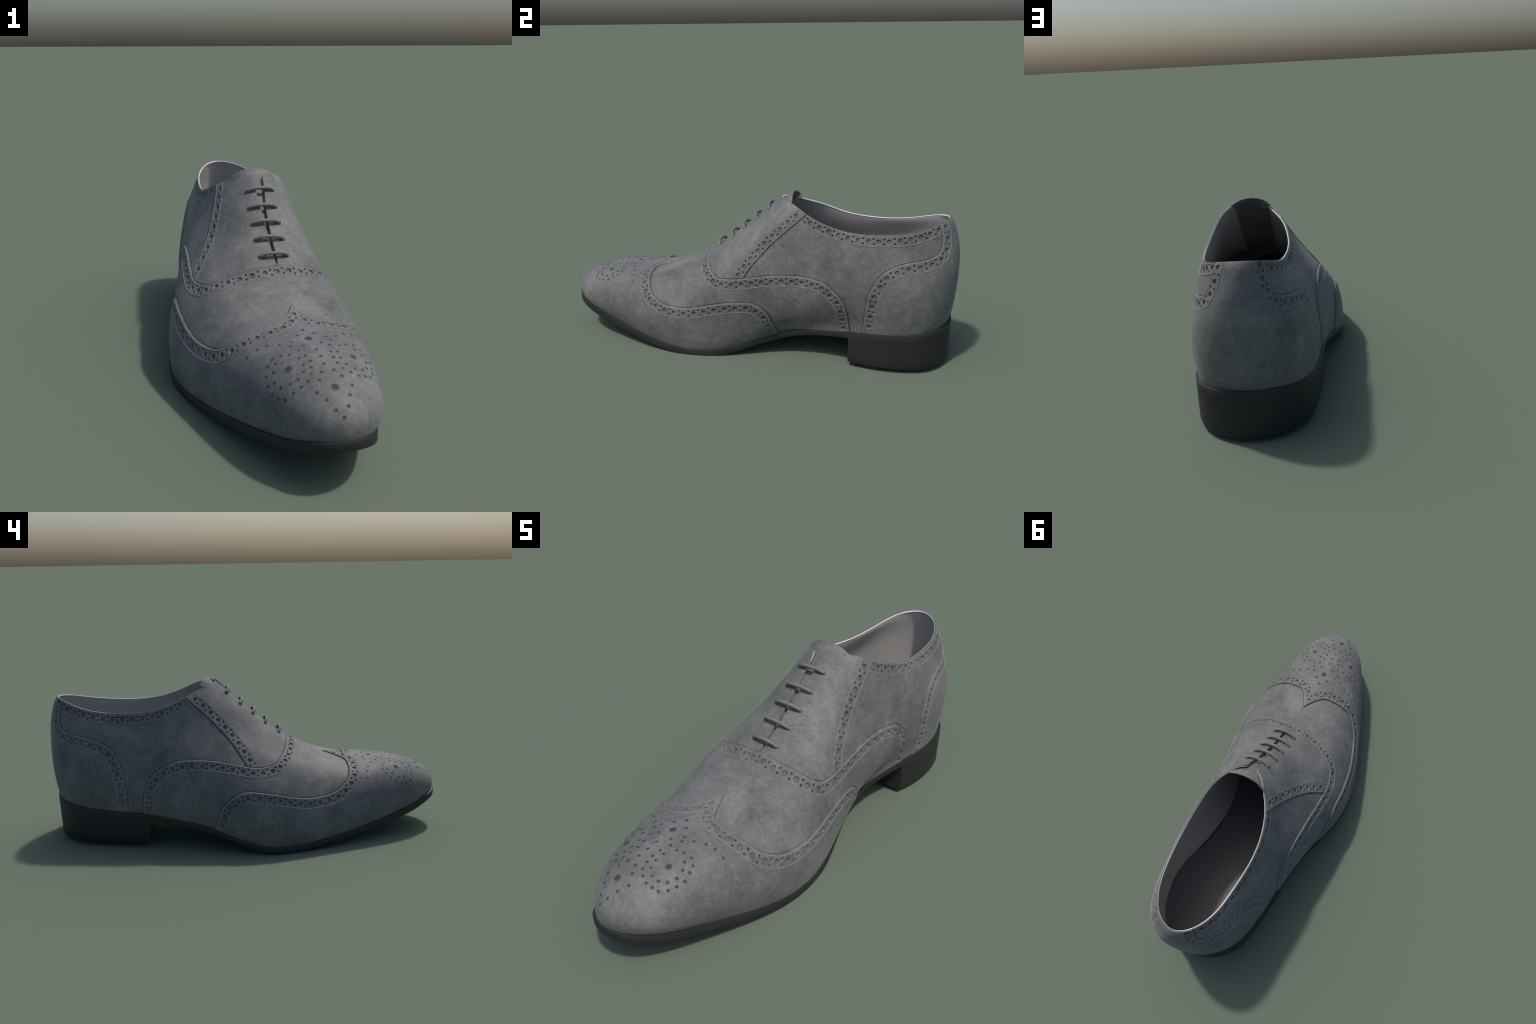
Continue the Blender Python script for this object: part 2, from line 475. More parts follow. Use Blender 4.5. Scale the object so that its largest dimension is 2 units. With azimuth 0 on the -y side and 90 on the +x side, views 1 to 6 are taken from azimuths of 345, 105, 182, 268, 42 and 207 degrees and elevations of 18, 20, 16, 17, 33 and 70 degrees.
# vertex normals of the whole upper, so that no seam shows between its parts
def vertex_normals(X, loops, starts, sizes):
    N = np.zeros_like(X)
    for n in np.unique(sizes):
        f = np.nonzero(sizes == n)[0]
        L = loops[starts[f][:, None]+np.arange(n)[None]]
        c = np.zeros((len(f), 3))
        for k in range(n):
            c += np.cross(X[L[:, k]], X[L[:, (k+1) % n]])
        for k in range(n):
            for ax in range(3):
                N[:, ax] += np.bincount(L[:, k], c[:, ax], len(X))
    return unit(N)
XN = vertex_normals(X, loops, starts, sizes)
flip = (XN*uN).sum(1).mean() < 0
if flip:
    XN = -XN

def face_mean(val):
    return np.add.reduceat(val[loops], starts)/sizes
fd = {k: face_mean(d[0]) for k, d in D.items()}
fa = face_mean(np.where((uth % 1) < .5, 1.0, 0.0)) > .5
label = np.where(fa, 0, 1)                                        # quarters
label = np.where((fd['col_a'] < 0) & fa, 2, label)
label = np.where((fd['col_o'] < 0) & ~fa, 3, label)
label = np.where((fd['face_a'] < 0) & fa, 4, label)
label = np.where((fd['face_o'] < 0) & ~fa, 5, label)
label = np.where((fd['cnt_a'] < 0) & fa | (fd['cnt_o'] < 0) & ~fa, 6, label)
label = np.where(fd['vamp'] < 0, 7, label)
label = np.where(fd['wing'] < 0, 8, label)
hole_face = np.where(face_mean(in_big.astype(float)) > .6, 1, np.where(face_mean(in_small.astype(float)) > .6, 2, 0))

# ------------------------------------------------------------------ materials
def new_mat(name, rough=.6, spec=.35):
    m = bpy.data.materials.new(name); m.use_nodes = True
    nt = m.node_tree; b = nt.nodes['Principled BSDF']
    b.inputs['Roughness'].default_value = rough
    b.inputs['Specular IOR Level'].default_value = spec
    return m, nt, b

def node(nt, kind, **kw):
    n = nt.nodes.new(kind)
    for k, v in kw.items():
        if k in n.bl_rna.properties.keys():
            setattr(n, k, v)
        else:
            n.inputs[k].default_value = v
    return n

def ramp(nt, fac, stops):
    r = nt.nodes.new('ShaderNodeValToRGB')
    e = r.color_ramp.elements
    while len(e) < len(stops):
        e.new(.5)
    for el, (p, c) in zip(e, stops):
        el.position = p
        el.color = (*c, 1) if len(c) == 3 else c
    nt.links.new(fac, r.inputs['Fac'])
    return r

def mixc(nt, fac, a, b, mode='MIX'):
    m = nt.nodes.new('ShaderNodeMix'); m.data_type = 'RGBA'; m.blend_type = mode
    for sock, val in ((m.inputs[0], fac), (m.inputs[6], a), (m.inputs[7], b)):
        if hasattr(val, 'is_linked') or hasattr(val, 'links'):
            nt.links.new(val, sock)
        elif isinstance(val, (int, float)):
            sock.default_value = val
        else:
            sock.default_value = (*val, 1)
    return m.outputs[2]

LEATHER_DARK, LEATHER_MID, LEATHER_PALE = (.082, .087, .087), (.136, .140, .138), (.200, .203, .199)

def leather(name, tint=1.0, tex_from=None):
    """grey nubuck: cloudy patches, softer mottling and a fine nap"""
    m, nt, b = new_mat(name, .62, .30)
    co = nt.nodes.new('ShaderNodeTexCoord').outputs['Object']
    def noise(scale, detail, rough, dist=0.0, vec=co):
        n = node(nt, 'ShaderNodeTexNoise', Scale=scale, Detail=detail, Roughness=rough, Distortion=dist)
        nt.links.new(vec, n.inputs['Vector']); return n.outputs['Fac']
    cloud = noise(4.2, 5, .58, .35)
    spots = noise(17, 5, .62, .5)
    nap = noise(105, 4, .68, .4)
    def madd(a, ka, c, kc):
        x = node(nt, 'ShaderNodeMath', operation='MULTIPLY'); nt.links.new(a, x.inputs[0]); x.inputs[1].default_value = ka
        y = node(nt, 'ShaderNodeMath', operation='MULTIPLY_ADD'); nt.links.new(c, y.inputs[0])
        y.inputs[1].default_value = kc; nt.links.new(x.outputs[0], y.inputs[2]); return y.outputs[0]
    f0 = madd(cloud, .36, spots, .22)
    fleck = noise(48, 4, .6, .8)
    f1 = node(nt, 'ShaderNodeMath', operation='MULTIPLY_ADD'); nt.links.new(fleck, f1.inputs[0])
    f1.inputs[1].default_value = .25; nt.links.new(f0, f1.inputs[2]); f = f1.outputs[0]
    g = node(nt, 'ShaderNodeMath', operation='MULTIPLY_ADD'); nt.links.new(nap, g.inputs[0])
    g.inputs[1].default_value = .17; nt.links.new(f, g.inputs[2])
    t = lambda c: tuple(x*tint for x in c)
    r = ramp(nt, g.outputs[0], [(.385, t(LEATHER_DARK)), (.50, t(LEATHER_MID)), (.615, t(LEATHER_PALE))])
    nt.links.new(r.outputs['Color'], b.inputs['Base Color'])
    bump = node(nt, 'ShaderNodeBump', Strength=.16, Distance=.004)
    nt.links.new(madd(nap, .7, spots, .3), bump.inputs['Height'])
    nt.links.new(bump.outputs['Normal'], b.inputs['Normal'])
    b.inputs['Sheen Weight'].default_value = .08
    b.inputs['Sheen Roughness'].default_value = .5
    return m

MAT_LEATHER = leather('grey_nubuck')
MAT_HOLE_SHADE = leather('shade_darkened_hole_floor', .85)  # same leather, colour darkened for the shade on big hole floors
MAT_PIN_DARK = leather('dark_pin_hole', .32)
def plain_mat(name, col, rough, spec, scale=40, amount=.12, bump=.05):
    m, nt, b = new_mat(name, rough, spec)
    co = nt.nodes.new('ShaderNodeTexCoord').outputs['Object']
    n = node(nt, 'ShaderNodeTexNoise', Scale=float(scale), Detail=4.0, Roughness=.6)
    nt.links.new(co, n.inputs['Vector'])
    lo = tuple(c*(1-amount) for c in col); hi = tuple(c*(1+amount) for c in col)
    r = ramp(nt, n.outputs['Fac'], [(.3, lo), (.7, hi)])
    nt.links.new(r.outputs['Color'], b.inputs['Base Color'])
    if bump:
        bp = node(nt, 'ShaderNodeBump', Strength=bump, Distance=.003)
        nt.links.new(n.outputs['Fac'], bp.inputs['Height'])
        nt.links.new(bp.outputs['Normal'], b.inputs['Normal'])
    return m
MAT_SOLE = plain_mat('dark_rubber', (.0222, .0224, .0225), .55, .4, 30, .06, .03)
MAT_LINING = plain_mat('grey_lining', (.46, .45, .44), .7, .25, 60, .04, .03)
MAT_INSOLE = plain_mat('insole_leather', (.16, .159, .158), .7, .25, 50, .06, .04)
MAT_RIM = plain_mat('pale_edge', (.62, .60, .57), .6, .3, 60, .04, 0)
MAT_THREAD = plain_mat('grey_thread', (.260, .263, .260), .7, .3, 200, .15, 0)
MAT_LACE = plain_mat('grey_lace', (.165, .168, .167), .7, .3, 90, .2, .1)

def dot_material():
    """dark punched dot with a soft rim; the disc's own Object coordinates give the radius"""
    m, nt, b = new_mat('punched_dot', .75, .2)
    co = nt.nodes.new('ShaderNodeTexCoord').outputs['Object']
    ln = node(nt, 'ShaderNodeVectorMath', operation='LENGTH')
    nt.links.new(co, ln.inputs[0])
    nz = node(nt, 'ShaderNodeTexNoise', Scale=2.0, Detail=3.0)
    nt.links.new(co, nz.inputs['Vector'])
    ad = node(nt, 'ShaderNodeMath', operation='MULTIPLY_ADD')
    nt.links.new(nz.outputs['Fac'], ad.inputs[0]); ad.inputs[1].default_value = .2
    sc_ = node(nt, 'ShaderNodeMath', operation='MULTIPLY'); nt.links.new(ln.outputs['Value'], sc_.inputs[0]); sc_.inputs[1].default_value = .9
    nt.links.new(sc_.outputs[0], ad.inputs[2])
    r = ramp(nt, ad.outputs[0], [(.55, (.052, .055, .057)), (.82, (.070, .073, .075)), (1.0, (.128, .132, .131))])
    nt.links.new(r.outputs['Color'], b.inputs['Base Color'])
    return m
MAT_DOT = dot_material()

# ------------------------------------------------------------------ object building
shoe = bpy.data.objects.new('brogue_shoe', None)
bpy.context.scene.collection.objects.link(shoe)
shoe['label'] = 'grey suede lace-up wingtip brogue dress shoe with dark sole'
shoe['category'] = 'shoe'

def link(name, me, mats, parent=shoe):
    ob = bpy.data.objects.new(name, me)
    for m in mats:
        if m.name not in [x.name for x in me.materials if x]:
            me.materials.append(m)
    bpy.context.scene.collection.objects.link(ob)
    ob.parent = parent
    return ob

def mesh_from_arrays(name, X, loops, starts, sizes, normals=None, mat_index=None):
    me = bpy.data.meshes.new(name)
    me.vertices.add(len(X)); me.vertices.foreach_set('co', X.astype(np.float32).ravel())
    me.loops.add(len(loops)); me.loops.foreach_set('vertex_index', loops.astype(np.int32))
    me.polygons.add(len(starts)); me.polygons.foreach_set('loop_start', starts.astype(np.int32))
    me.polygons.foreach_set('loop_total', sizes.astype(np.int32))
    if mat_index is not None:
        me.polygons.foreach_set('material_index', mat_index.astype(np.int32))
    me.update(calc_edges=True); me.validate()
    me.polygons.foreach_set('use_smooth', np.ones(len(me.polygons), bool))
    if normals is not None:
        me.normals_split_custom_set_from_vertices([tuple(n) for n in normals.tolist()])
    return me

def sub_mesh(name, mask):
    f = np.nonzero(mask)[0]
    sz = sizes[f]
    st = np.r_[0, np.cumsum(sz)[:-1]]
    src = np.repeat(starts[f], sz)+(np.arange(sz.sum())-np.repeat(st, sz))
    lp = loops[src]
    if flip:                                     # outward winding
        end = np.repeat(starts[f]+sz-1, sz)
        lp = loops[end-(np.arange(sz.sum())-np.repeat(st, sz))]
    u, lp = np.unique(lp, return_inverse=True)
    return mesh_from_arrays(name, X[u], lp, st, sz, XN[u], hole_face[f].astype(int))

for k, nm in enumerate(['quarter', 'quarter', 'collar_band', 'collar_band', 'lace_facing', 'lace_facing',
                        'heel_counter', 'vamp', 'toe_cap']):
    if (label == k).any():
        link(nm, sub_mesh(nm, label == k), [MAT_LEATHER, MAT_HOLE_SHADE, MAT_PIN_DARK])

def grid_mesh(name, G, close_u=False, close_v=False, smooth=True, flip_faces=False):
    """G: nu x nv x 3 vertex grid"""
    nu, nv = G.shape[:2]
    I, J = np.meshgrid(np.arange(nu if close_u else nu-1), np.arange(nv if close_v else nv-1), indexing='ij')
    I, J = I.ravel(), J.ravel()
    I2, J2 = (I+1) % nu, (J+1) % nv
    q = np.stack([I*nv+J, I2*nv+J, I2*nv+J2, I*nv+J2], 1)
    if flip_faces:
        q = q[:, ::-1]
    me = bpy.data.meshes.new(name)
    me.from_pydata(G.reshape(-1, 3).tolist(), [], q.tolist())
    me.polygons.foreach_set('use_smooth', np.full(len(me.polygons), smooth))
    return me

def tube(name, path, radius, sides=8, normals=None, cap=True):
    """round cord along a path; radius may vary"""
    n = len(path)
    r = np.broadcast_to(np.asarray(radius, float), (n,)).copy()
    T = unit(np.gradient(path, axis=0))
    up = normals if normals is not None else np.tile([0, 0, 1.0], (n, 1))
    S = unit(np.cross(T, up)); U = np.cross(S, T)
    ph = np.arange(sides)/sides*2*np.pi
    G = path[:, None]+r[:, None, None]*(np.cos(ph)[None, :, None]*S[:, None]+np.sin(ph)[None, :, None]*U[:, None])
    if cap:
        G = np.concatenate([np.repeat(path[:1, None], sides, 1), G, np.repeat(path[-1:, None], sides, 1)], 0)
    return G

# ------------------------------------------------------------------ stitching
def stitch_run(tv, height, base):
    P, N, _, _ = surf(tv[:, 0], tv[:, 1])
    D = side_fix(all_dist(P, .07), tv[:, 0])
    hh = relief(D)
    return P+N*(hh+height)[:, None], N, D

def runs(mask):
    idx = np.nonzero(mask)[0]
    if len(idx) == 0:
        return []
    return [r for r in np.split(idx, np.nonzero(np.diff(idx) > 1)[0]+1) if len(r) > 3]

def add_stitching(name, lines):
    """lines: list of ((around, up) curve, keep(D, tv) mask)"""
    verts = []; faces = []
    for tv, keep in lines:
        tv, _ = even(tv)
        n = max(8, int(len(tv)*SAMPLE/.0015))
        tv = np.stack([np.interp(np.linspace(0, len(tv)-1, n), np.arange(len(tv)), tv[:, k]) for k in range(2)], 1)
        P, N, D = stitch_run(tv, .0007, 0)
        ok = keep(D, tv) & (tv[:, 1] > 0.0) & (tv[:, 1] < .999)
        for r in runs(ok):
            path = P[r]; s = arclen(path)
            beat = np.clip(np.abs(np.sin(np.pi*s/.0085))*2.4, .35, 1)     # single stitches
            G = tube('s', path, .0015*beat, 6, N[r])
            o = sum(len(v) for v in verts)
            nu, nv = G.shape[:2]
            I, J = np.meshgrid(np.arange(nu-1), np.arange(nv), indexing='ij'); I, J = I.ravel(), J.ravel(); J2 = (J+1) % nv
            verts.append(G.reshape(-1, 3)); faces.append(o+np.stack([I*nv+J, I*nv+J2, (I+1)*nv+J2, (I+1)*nv+J], 1))
    me = bpy.data.meshes.new(name)
    me.from_pydata(np.vstack(verts).tolist(), [], np.vstack(faces).tolist())
    me.polygons.foreach_set('use_smooth', np.ones(len(me.polygons), bool))
    ob = link(name, me, [MAT_THREAD]); ob['kind'] = 'stuff'

def inset(line, sgn_ref, dist):
    """stitch line parallel to a panel edge, dist inside it"""
    tv = line.tv
    P, N, _, _ = surf(tv[:, 0], tv[:, 1])
    lat = np.cross(N, unit(np.gradient(P, axis=0)))
    m = len(tv)//3
    sgn = -np.sign((lat[m]*line.L[m]).sum())
    return offset_on_last(tv, sgn*dist)

OUT, INN = EDGE-HALF_BAND, EDGE+HALF_BAND
lines = []
# toe cap: both arms separately so that the peak stays sharp
for arm, c_sgn in ((wa_e, 0), (wo_e, 0)):
    ln = Line(arm, (.515, .25))
    for dist in (OUT, INN):
        def ok(D, tv, dist=dist):
            return D['wing'][0] < -(dist-.0012)
        lines.append((inset(ln, 0, dist), ok))
for dist in (OUT, INN):
    lines.append((inset(VAMP, 0, dist), lambda D, tv: D['wing'][0] > .004))
for ln in (FACE_A, FACE_O):
    for dist in (OUT, INN):
        lines.append((inset(ln, 0, dist), lambda D, tv: D['vamp'][0] > .003))
for ln in (CNT_A, CNT_O):
    for dist in (OUT, INN):
        lines.append((inset(ln, 0, dist), lambda D, tv: D['vamp'][0] > .003))
for c, s in ((ca_c, ca_s), (co_c, co_s)):
    for dist in (.0235, -.0175):
        lines.append((offset_on_last(c, s*dist),
                      lambda D, tv: (np.minimum(D['face_a'][0], D['face_o'][0]) > .003)
                      & (np.minimum(D['cnt_a'][0], D['cnt_o'][0]) > .003)))
add_stitching('stitching', lines)

# ------------------------------------------------------------------ toe medallion
# (distance from the toe's centre line, y); every row is mirrored
MID_X = .045
DOTS_MID = [-.580, -.719, -.758, -.797, -.972]
DOTS_SIDE = [(.031, -.611), (.061, -.644), (.069, -.667), (.099, -.638), (.136, -.616), (.169, -.606), (.202, -.605),
             (.030, -.681), (.053, -.702), (.086, -.707), (.112, -.696), (.140, -.690), (.159, -.706), (.168, -.729),
             (.172, -.757), (.166, -.788), (.155, -.815), (.139, -.838), (.118, -.847), (.093, -.850), (.071, -.843),
             (.052, -.825), (.043, -.800), (.038, -.771), (.042, -.741), (.065, -.743), (.062, -.776), (.071, -.806),
             (.092, -.822), (.118, -.819), (.141, -.801), (.153, -.771), (.150, -.740), (.136, -.718),
             (.020, -.829), (.036, -.856), (.055, -.891), (.037, -.922), (.020, -.952)]
BIG_MID, BIG_SIDE = [-.644, -.891], [(.109, -.766)]

tg_a = np.linspace(.40, .62, 331); tg_v = np.linspace(.0, .62, 311)
TA, TV = np.meshgrid(tg_a, tg_v, indexing='ij')
tP, tN, _, _ = surf(TA.ravel(), TV.ravel())
def on_toe(x, y):
    """point and normal of the toe's upper side above plan position (x, y)"""
    d = (tP[:, 0]-x)**2+(tP[:, 1]-y)**2+np.where(tP[:, 2] < .225, 1.0, 0.0)
    k = np.argsort(d)[:6]
    w = 1/(d[k]+1e-7)
    return (tP[k]*w[:, None]).sum(0)/w.sum(), unit((tN[k]*w[:, None]).sum(0))

def disc_mesh(name):
    rad = np.linspace(0, 1, 6); ph = np.arange(28)/28*2*np.pi
    G = np.zeros((6, 28, 3))
    G[..., 0] = rad[:, None]*np.cos(ph); G[..., 1] = rad[:, None]*np.sin(ph)
    G[..., 2] = -.10*rad[:, None]**2
    return grid_mesh(name, G, close_v=True)
disc = disc_mesh('perforation')
disc.materials.append(MAT_DOT)

def put_dot(x, y, r):
    p, n = on_toe(x, y)
    p = p+n*(CAP_H+.0004+.06*r)
    t = unit(np.cross(n, [0, 1, 0])); b = np.cross(n, t)
    ob = bpy.data.objects.new('perforation', disc)
    bpy.context.scene.collection.objects.link(ob)
    from mathutils import Matrix
    M = Matrix(((t[0]*r, b[0]*r, n[0]*r, p[0]), (t[1]*r, b[1]*r, n[1]*r, p[1]), (t[2]*r, b[2]*r, n[2]*r, p[2]), (0, 0, 0, 1)))
    ob.parent = shoe
    ob.matrix_world = M
dots = [(MID_X, y, .0069) for y in DOTS_MID]+[(MID_X+s*x, y, .0069) for x, y in DOTS_SIDE for s in (1, -1)]
dots += [(MID_X, y, .0146) for y in BIG_MID]+[(MID_X+s*x, y, .0146) for x, y in BIG_SIDE for s in (1, -1)]
for x, y, r in dots:
    put_dot(x+rng.uniform(-.0015, .0015), y+rng.uniform(-.0015, .0015), r*rng.uniform(.85, 1.06))

# ------------------------------------------------------------------ lining, rim
LIN = .0122
na, nv = 420, 90
A1 = np.linspace(0, 1, na+1); Vv = np.linspace(-.02, 1, nv+1)
GA, GV = np.meshgrid(A1, Vv, indexing='ij')
gth, gv = last_grid(GA.ravel(), GV.ravel())
gP, gN, _, gB = surf(gth, gv)
low = (gP-gN*LIN).reshape(na+1, nv+1, 3)
link('lining', grid_mesh('lining', low), [MAT_LINING])
# rim: rounded strip from the outer leather over the edge onto the lining, round
# the collar and down both sides of the slit
def rim_strip(th, v, out_dir, part):
    P, N, A, B = surf(th, v)
    Dd = side_fix(all_dist(P, .07), th)
    hh = relief(Dd)
    rows = []
    for f, o in (((0, -.001), (0, .0003), (.25, .0012), (.55, .0016)) if part == 'leather' else
                 ((.55, .0016), (.8, .0013), (1, .0000), (1.08, -.002))):
        rows.append(P+N*(hh+(-LIN-.0006-hh)*f)[:, None]+out_dir(P, N, A, B)*o)
    return np.stack(rows, 1)
a = np.linspace(0, 1, 900)
th, v = last_grid(a, np.ones_like(a))
along = lambda P, N, A, B: unit(B-(B*N).sum(1)[:, None]*N)
link('collar_edge', grid_mesh('collar_edge', rim_strip(th, v, along, 'leather')), [MAT_LEATHER])
link('lining_edge', grid_mesh('lining_edge', rim_strip(th, v, along, 'lining')), [MAT_RIM])
for sd in (0, 1):
    vv = np.linspace(SLIT_V+.004, 1, 160)
    th, v = last_grid(np.full_like(vv, float(sd)), vv)
    sg_ = 1 if sd == 0 else -1
    across = lambda P, N, A, B: -sg_*unit(A)
    link('facing_edge', grid_mesh('facing_edge', rim_strip(th, v, across, 'leather')), [MAT_LEATHER])
    link('lining_edge', grid_mesh('lining_edge', rim_strip(th, v, across, 'lining')), [MAT_RIM])

# ------------------------------------------------------------------ tongue
def make_tongue():
    rows = []
    half = .090
    u = np.linspace(-1, 1, 41)
    for v in np.linspace(.70, .985, 40):
        sp = np.interp(v, [.70, .79, .86, .96, 1.0], [1.8, 1.55, 1.3, .9, .75])
        w = half*np.interp(v, [.70, .80, 1], [.75, .9, 1.0])/sp
        P, N, _, _ = surf(centre_line(v)+u*w, np.full(41, v))
        rows.append(P-N*(LIN+.007))
    base = rows[-1]
    prev = rows[-6]
    top_ends = np.array([(.167, .208, .770), (.128, .203, .7915), (.072, .200, .8015), (.014, .204, .7900), (-.022, .214, .766)])
    # the free top edge: an arch through its two tips and crown
    c = interp_open(top_ends[::1], 41)
    if np.linalg.norm(c[0]-base[0]) > np.linalg.norm(c[-1]-base[0]):
        c = c[::-1]
    tan = base-rows[-4]
    for k in range(1, 13):
        t = k/12
        m = unit(tan)*np.linalg.norm(c-base, axis=1)[:, None]
        hp = (1-t)**2*base+2*t*(1-t)*(base+m*.5)+t*t*c
        rows.append(hp)
    G = np.stack(rows, 0)
    nrm = unit(np.cross(np.gradient(G, axis=1), np.gradient(G, axis=0)))
    if nrm[20, 20, 2] < 0:
        nrm = -nrm
    thick = .0065
    outer, inner = G, G-nrm*thick
    mid = (outer+inner)/2
    out = unit(np.gradient(G, axis=0))[-1]*.002
    full = np.concatenate([outer, (outer[-1:]*.85+inner[-1:]*.15)+out*.8, mid[-1:]+out, (outer[-1:]*.15+inner[-1:]*.85)+out*.8, inner[::-1]], 0)
    # close the two long edges with a rounded bead
    return grid_mesh('tongue', full), outer, inner
tm, t_out, t_in = make_tongue()
tongue = link('tongue', tm, [MAT_LEATHER])

# ------------------------------------------------------------------ laces
LACE_OUTER = [(.5707, .9642), (.5693, .9236), (.5636, .8854), (.5621, .8449), (.5564, .7995)]
LACE_ARCH = [(.4314, .9618), (.4507, .926), (.4614, .8902), (.4707, .852), (.4779, .8091)]
for (a0, v0), (a1, v1) in zip(LACE_ARCH, LACE_OUTER):
    t = np.linspace(0, 1, 70)
    (p0, p1), (n0, n1) = [x for x in surf(np.array([a0, a1]), np.array([v0, v1]))[:2]]
    nm = surf(np.array([(a0+a1)/2]), np.array([(v0+v1)/2]))[1][0]
    q = np.abs(2*t-1)
    up = .0235*(1-q**3.2)                            # taut over the slit, diving into the eyelets
    dive = np.clip((q-.9)/.1, 0, 1)**2*.010
    path = p0+(p1-p0)*t[:, None]+nm*(up-.001)[:, None]-(n0*(t < .5)[:, None]+n1*(t >= .5)[:, None])*dive[:, None]
    N = np.tile(nm, (len(t), 1))
    G = tube('lace', path, .0076, 14, N)
    me = grid_mesh('lace', G, close_v=True, flip_faces=True)
    link('lace', me, [MAT_LACE])

# ------------------------------------------------------------------ sole and heel
SOLE = [(.075, .981, .221), (.144, .971, .218), (.206, .938, .213), (.257, .886, .206), (.286, .820, .199), (.300, .732, .195), 
        (.298, .620, .190), (.275, .510, .179), (.247, .420, .165), (.231, .320, .153), (.230, .230, .137), (.239, .150, .115), 
        (.263, .060, .086), (.296, -.040, .054), (.324, -.140, .033), (.340, -.240, .026), (.341, -.340, .033), (.331, -.440, .049), 
        (.308, -.550, .072), (.279, -.650, .093), (.250, -.745, .115), (.221, -.830, .135), (.192, -.900, .157), (.158, -.953, .177), 
        (.114, -.986, .191), (.066, -.998, .196), (.016, -.992, .193), (-.032, -.965, .184), (-.077, -.910, .164), (-.119, -.835, .139), 
        (-.163, -.740, .117), (-.210, -.635, .095), (-.255, -.515, .072), (-.299, -.390, .052), (-.335, -.265, .038), (-.357, -.140, .036), 
        (-.352, -.020, .059), (-.322, .100, .099), (-.288, .220, .131), (-.258, .335, .154), (-.241, .445, .172), (-.226, .550, .182), 
        (-.211, .650, .189), (-.195, .743, .196), (-.173, .820, .203), (-.139, .883, .210), (-.089, .931, .216), (-.029, .964, .221)]
outline = interp_closed(SOLE, 1600)
k_heel, k_toe = np.argmax(outline[:, 1]), np.argmin(outline[:, 1])
outline = np.roll(outline, -k_heel, 0); k_toe = (k_toe-k_heel) % 1600
HALF = 300
arch = resample(outline[:k_toe+1], HALF+1)
outer = resample(np.vstack([outline[k_toe:], outline[:1]])[::-1], HALF+1)
ring = np.vstack([arch, outer[1:-1][::-1]])                 # closed, 2*HALF points

def shrink(R, d):
    T = np.roll(R, -1, 0)-np.roll(R, 1, 0)
    n = np.stack([-T[:, 1], T[:, 0]], 1); n /= np.linalg.norm(n, axis=1)[:, None]+1e-12
    c = R[:, :2].mean(0)
    if ((R[:, :2]-c)*n).sum() > 0:
        n = -n
    out = R.copy(); out[:, :2] += n*np.broadcast_to(np.asarray(d, float), (len(R),))[:, None]
    return out

def ladder(R, n=14, dome=0.0):
    """fill a closed ring across, pairing the two sides"""
    h = len(R)//2
    A_, B_ = R[:h+1], np.vstack([R[:1], R[h:][::-1]])
    w = np.linspace(0, 1, n)
    G = A_[:, None]*(1-w)[None, :, None]+B_[:, None]*w[None, :, None]
    G[..., 2] += dome*np.sin(np.pi*w)[None]
    return G

THICK_Y = [-1.0, -.8, -.55, -.3, -.1, .2, .5, .75, 1.0]
THICK = [.033, .036, .037, .034, .036, .034, .031, .030, .029]
thick = np.interp(ring[:, 1], THICK_Y, THICK)
edge_k = sstep((.50-ring[:, 1])/.03)                        # no bottom bevel where the heel is stacked
def lowered(R, dz):
    R = R.copy(); R[:, 2] = np.maximum(R[:, 2]-dz, 0.0); return R
rings = [lowered(shrink(ring, .022), .010), lowered(shrink(ring, .02), .001), shrink(ring, .0035), lowered(shrink(ring, .001), .0008), lowered(ring, .003),
         lowered(ring, thick-.003*edge_k), lowered(shrink(ring, .0008*edge_k), thick-.0008*edge_k),
         lowered(shrink(ring, .003*edge_k), thick)]
G = np.stack(rings, 0)
def joined(name, grids):
    V = []; F = []
    for g, cu, cv, fl in grids:
        nu, nv_ = g.shape[:2]; o = sum(len(x) for x in V)
        I, J = np.meshgrid(np.arange(nu if cu else nu-1), np.arange(nv_ if cv else nv_-1), indexing='ij')
        I, J = I.ravel(), J.ravel(); I2, J2 = (I+1) % nu, (J+1) % nv_
        q = o+np.stack([I*nv_+J, I2*nv_+J, I2*nv_+J2, I*nv_+J2], 1)
        V.append(g.reshape(-1, 3)); F.append(q[:, ::-1] if fl else q)
    me = bpy.data.meshes.new(name)
    me.from_pydata(np.vstack(V).tolist(), [], np.vstack(F).tolist())
    import bmesh
    bm = bmesh.new(); bm.from_mesh(me)
    bmesh.ops.remove_doubles(bm, verts=bm.verts, dist=1e-5)
    bmesh.ops.dissolve_degenerate(bm, edges=bm.edges, dist=1e-6)
    bmesh.ops.recalc_face_normals(bm, faces=bm.faces)
    bm.to_mesh(me); bm.free()
    me.polygons.foreach_set('use_smooth', np.ones(len(me.polygons), bool))
    me.set_sharp_from_angle(angle=math.radians(40))
    return me
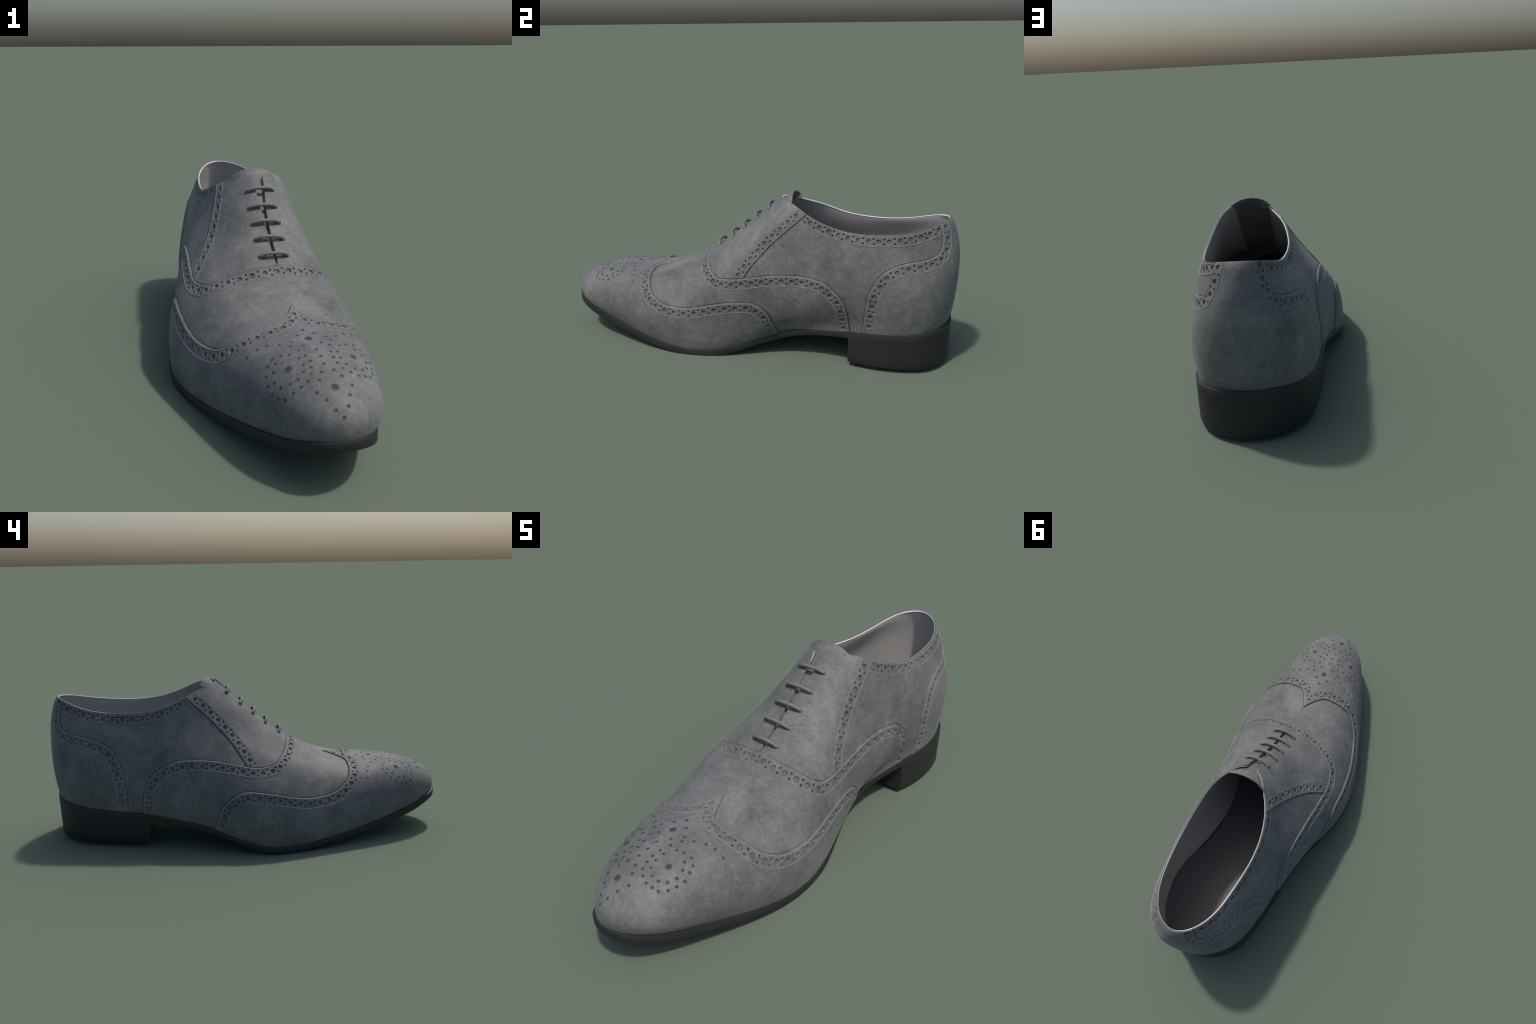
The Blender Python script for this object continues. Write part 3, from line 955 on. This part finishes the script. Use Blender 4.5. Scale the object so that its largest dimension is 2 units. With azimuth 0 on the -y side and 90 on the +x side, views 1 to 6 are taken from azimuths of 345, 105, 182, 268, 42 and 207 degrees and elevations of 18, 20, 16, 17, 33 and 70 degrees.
link('sole', joined('sole', [(G, False, True, False), (ladder(rings[0]), False, False, False),
                             (ladder(rings[-1]), False, False, True)]), [MAT_SOLE])
foot = shrink(ring, .014); foot[:, 2] -= .003
link('insole', grid_mesh('insole', ladder(foot, 24, .0)), [MAT_INSOLE])

# heel block under the rear of the sole; its breast is a flat upright face
BREAST = ((.281, .512), (-.240, .483))
def heel_ring(inset_d, z):
    """sole outline behind the breast line, closed by the straight breast"""
    R = shrink(ring, inset_d)
    by = BREAST[1][1]+(R[:, 0]-BREAST[1][0])/(BREAST[0][0]-BREAST[1][0])*(BREAST[0][1]-BREAST[1][1])
    keep = R[:, 1] > by
    k = np.nonzero(~keep)[0]
    seq = np.r_[np.arange(k[-1]+1, len(R)), np.arange(0, k[0])]
    C = R[seq]
    bz = np.interp(C[:, 1], THICK_Y, THICK)
    # run exactly to the breast line at both ends
    ends = []
    for e, nb in ((0, 1), (-1, -2)):
        p = C[e].copy(); p[1] = BREAST[1][1]+(p[0]-BREAST[1][0])/(BREAST[0][0]-BREAST[1][0])*(BREAST[0][1]-BREAST[1][1])
        ends.append(p)
    C = np.vstack([ends[0], C, ends[1]])
    C = resample(C, 240)
    w = np.linspace(0, 1, 26)[1:-1, None]
    B_ = C[-1]*(1-w)+C[0]*w
    C = np.vstack([C, B_])
    C[:, 2] = (C[:, 2]-np.interp(C[:, 1], THICK_Y, THICK)) if z is None else z
    return C
HEEL_Z = .016
seat = lambda R: np.interp(R[:, 1], [.5, .98], [.022, .018])
hr = [heel_ring(0.0, None)]
top = hr[0]
for f in (.33, .66, .95):
    r = heel_ring(.003*f, HEEL_Z); r[:, 2] = top[:, 2]*(1-f)+seat(r)*f; hr.append(r)
r = heel_ring(.0055, HEEL_Z); r[:, 2] = seat(r); hr.append(r)
Gh = np.stack(hr, 0)
def fan(R, up):
    c = np.repeat(R.mean(0)[None], len(R), 0); return np.stack([R, c], 0)
link('heel', joined('heel', [(Gh, False, True, False), (fan(hr[0], 1), False, True, False), (fan(hr[-1], 0), False, True, False)]), [MAT_SOLE])
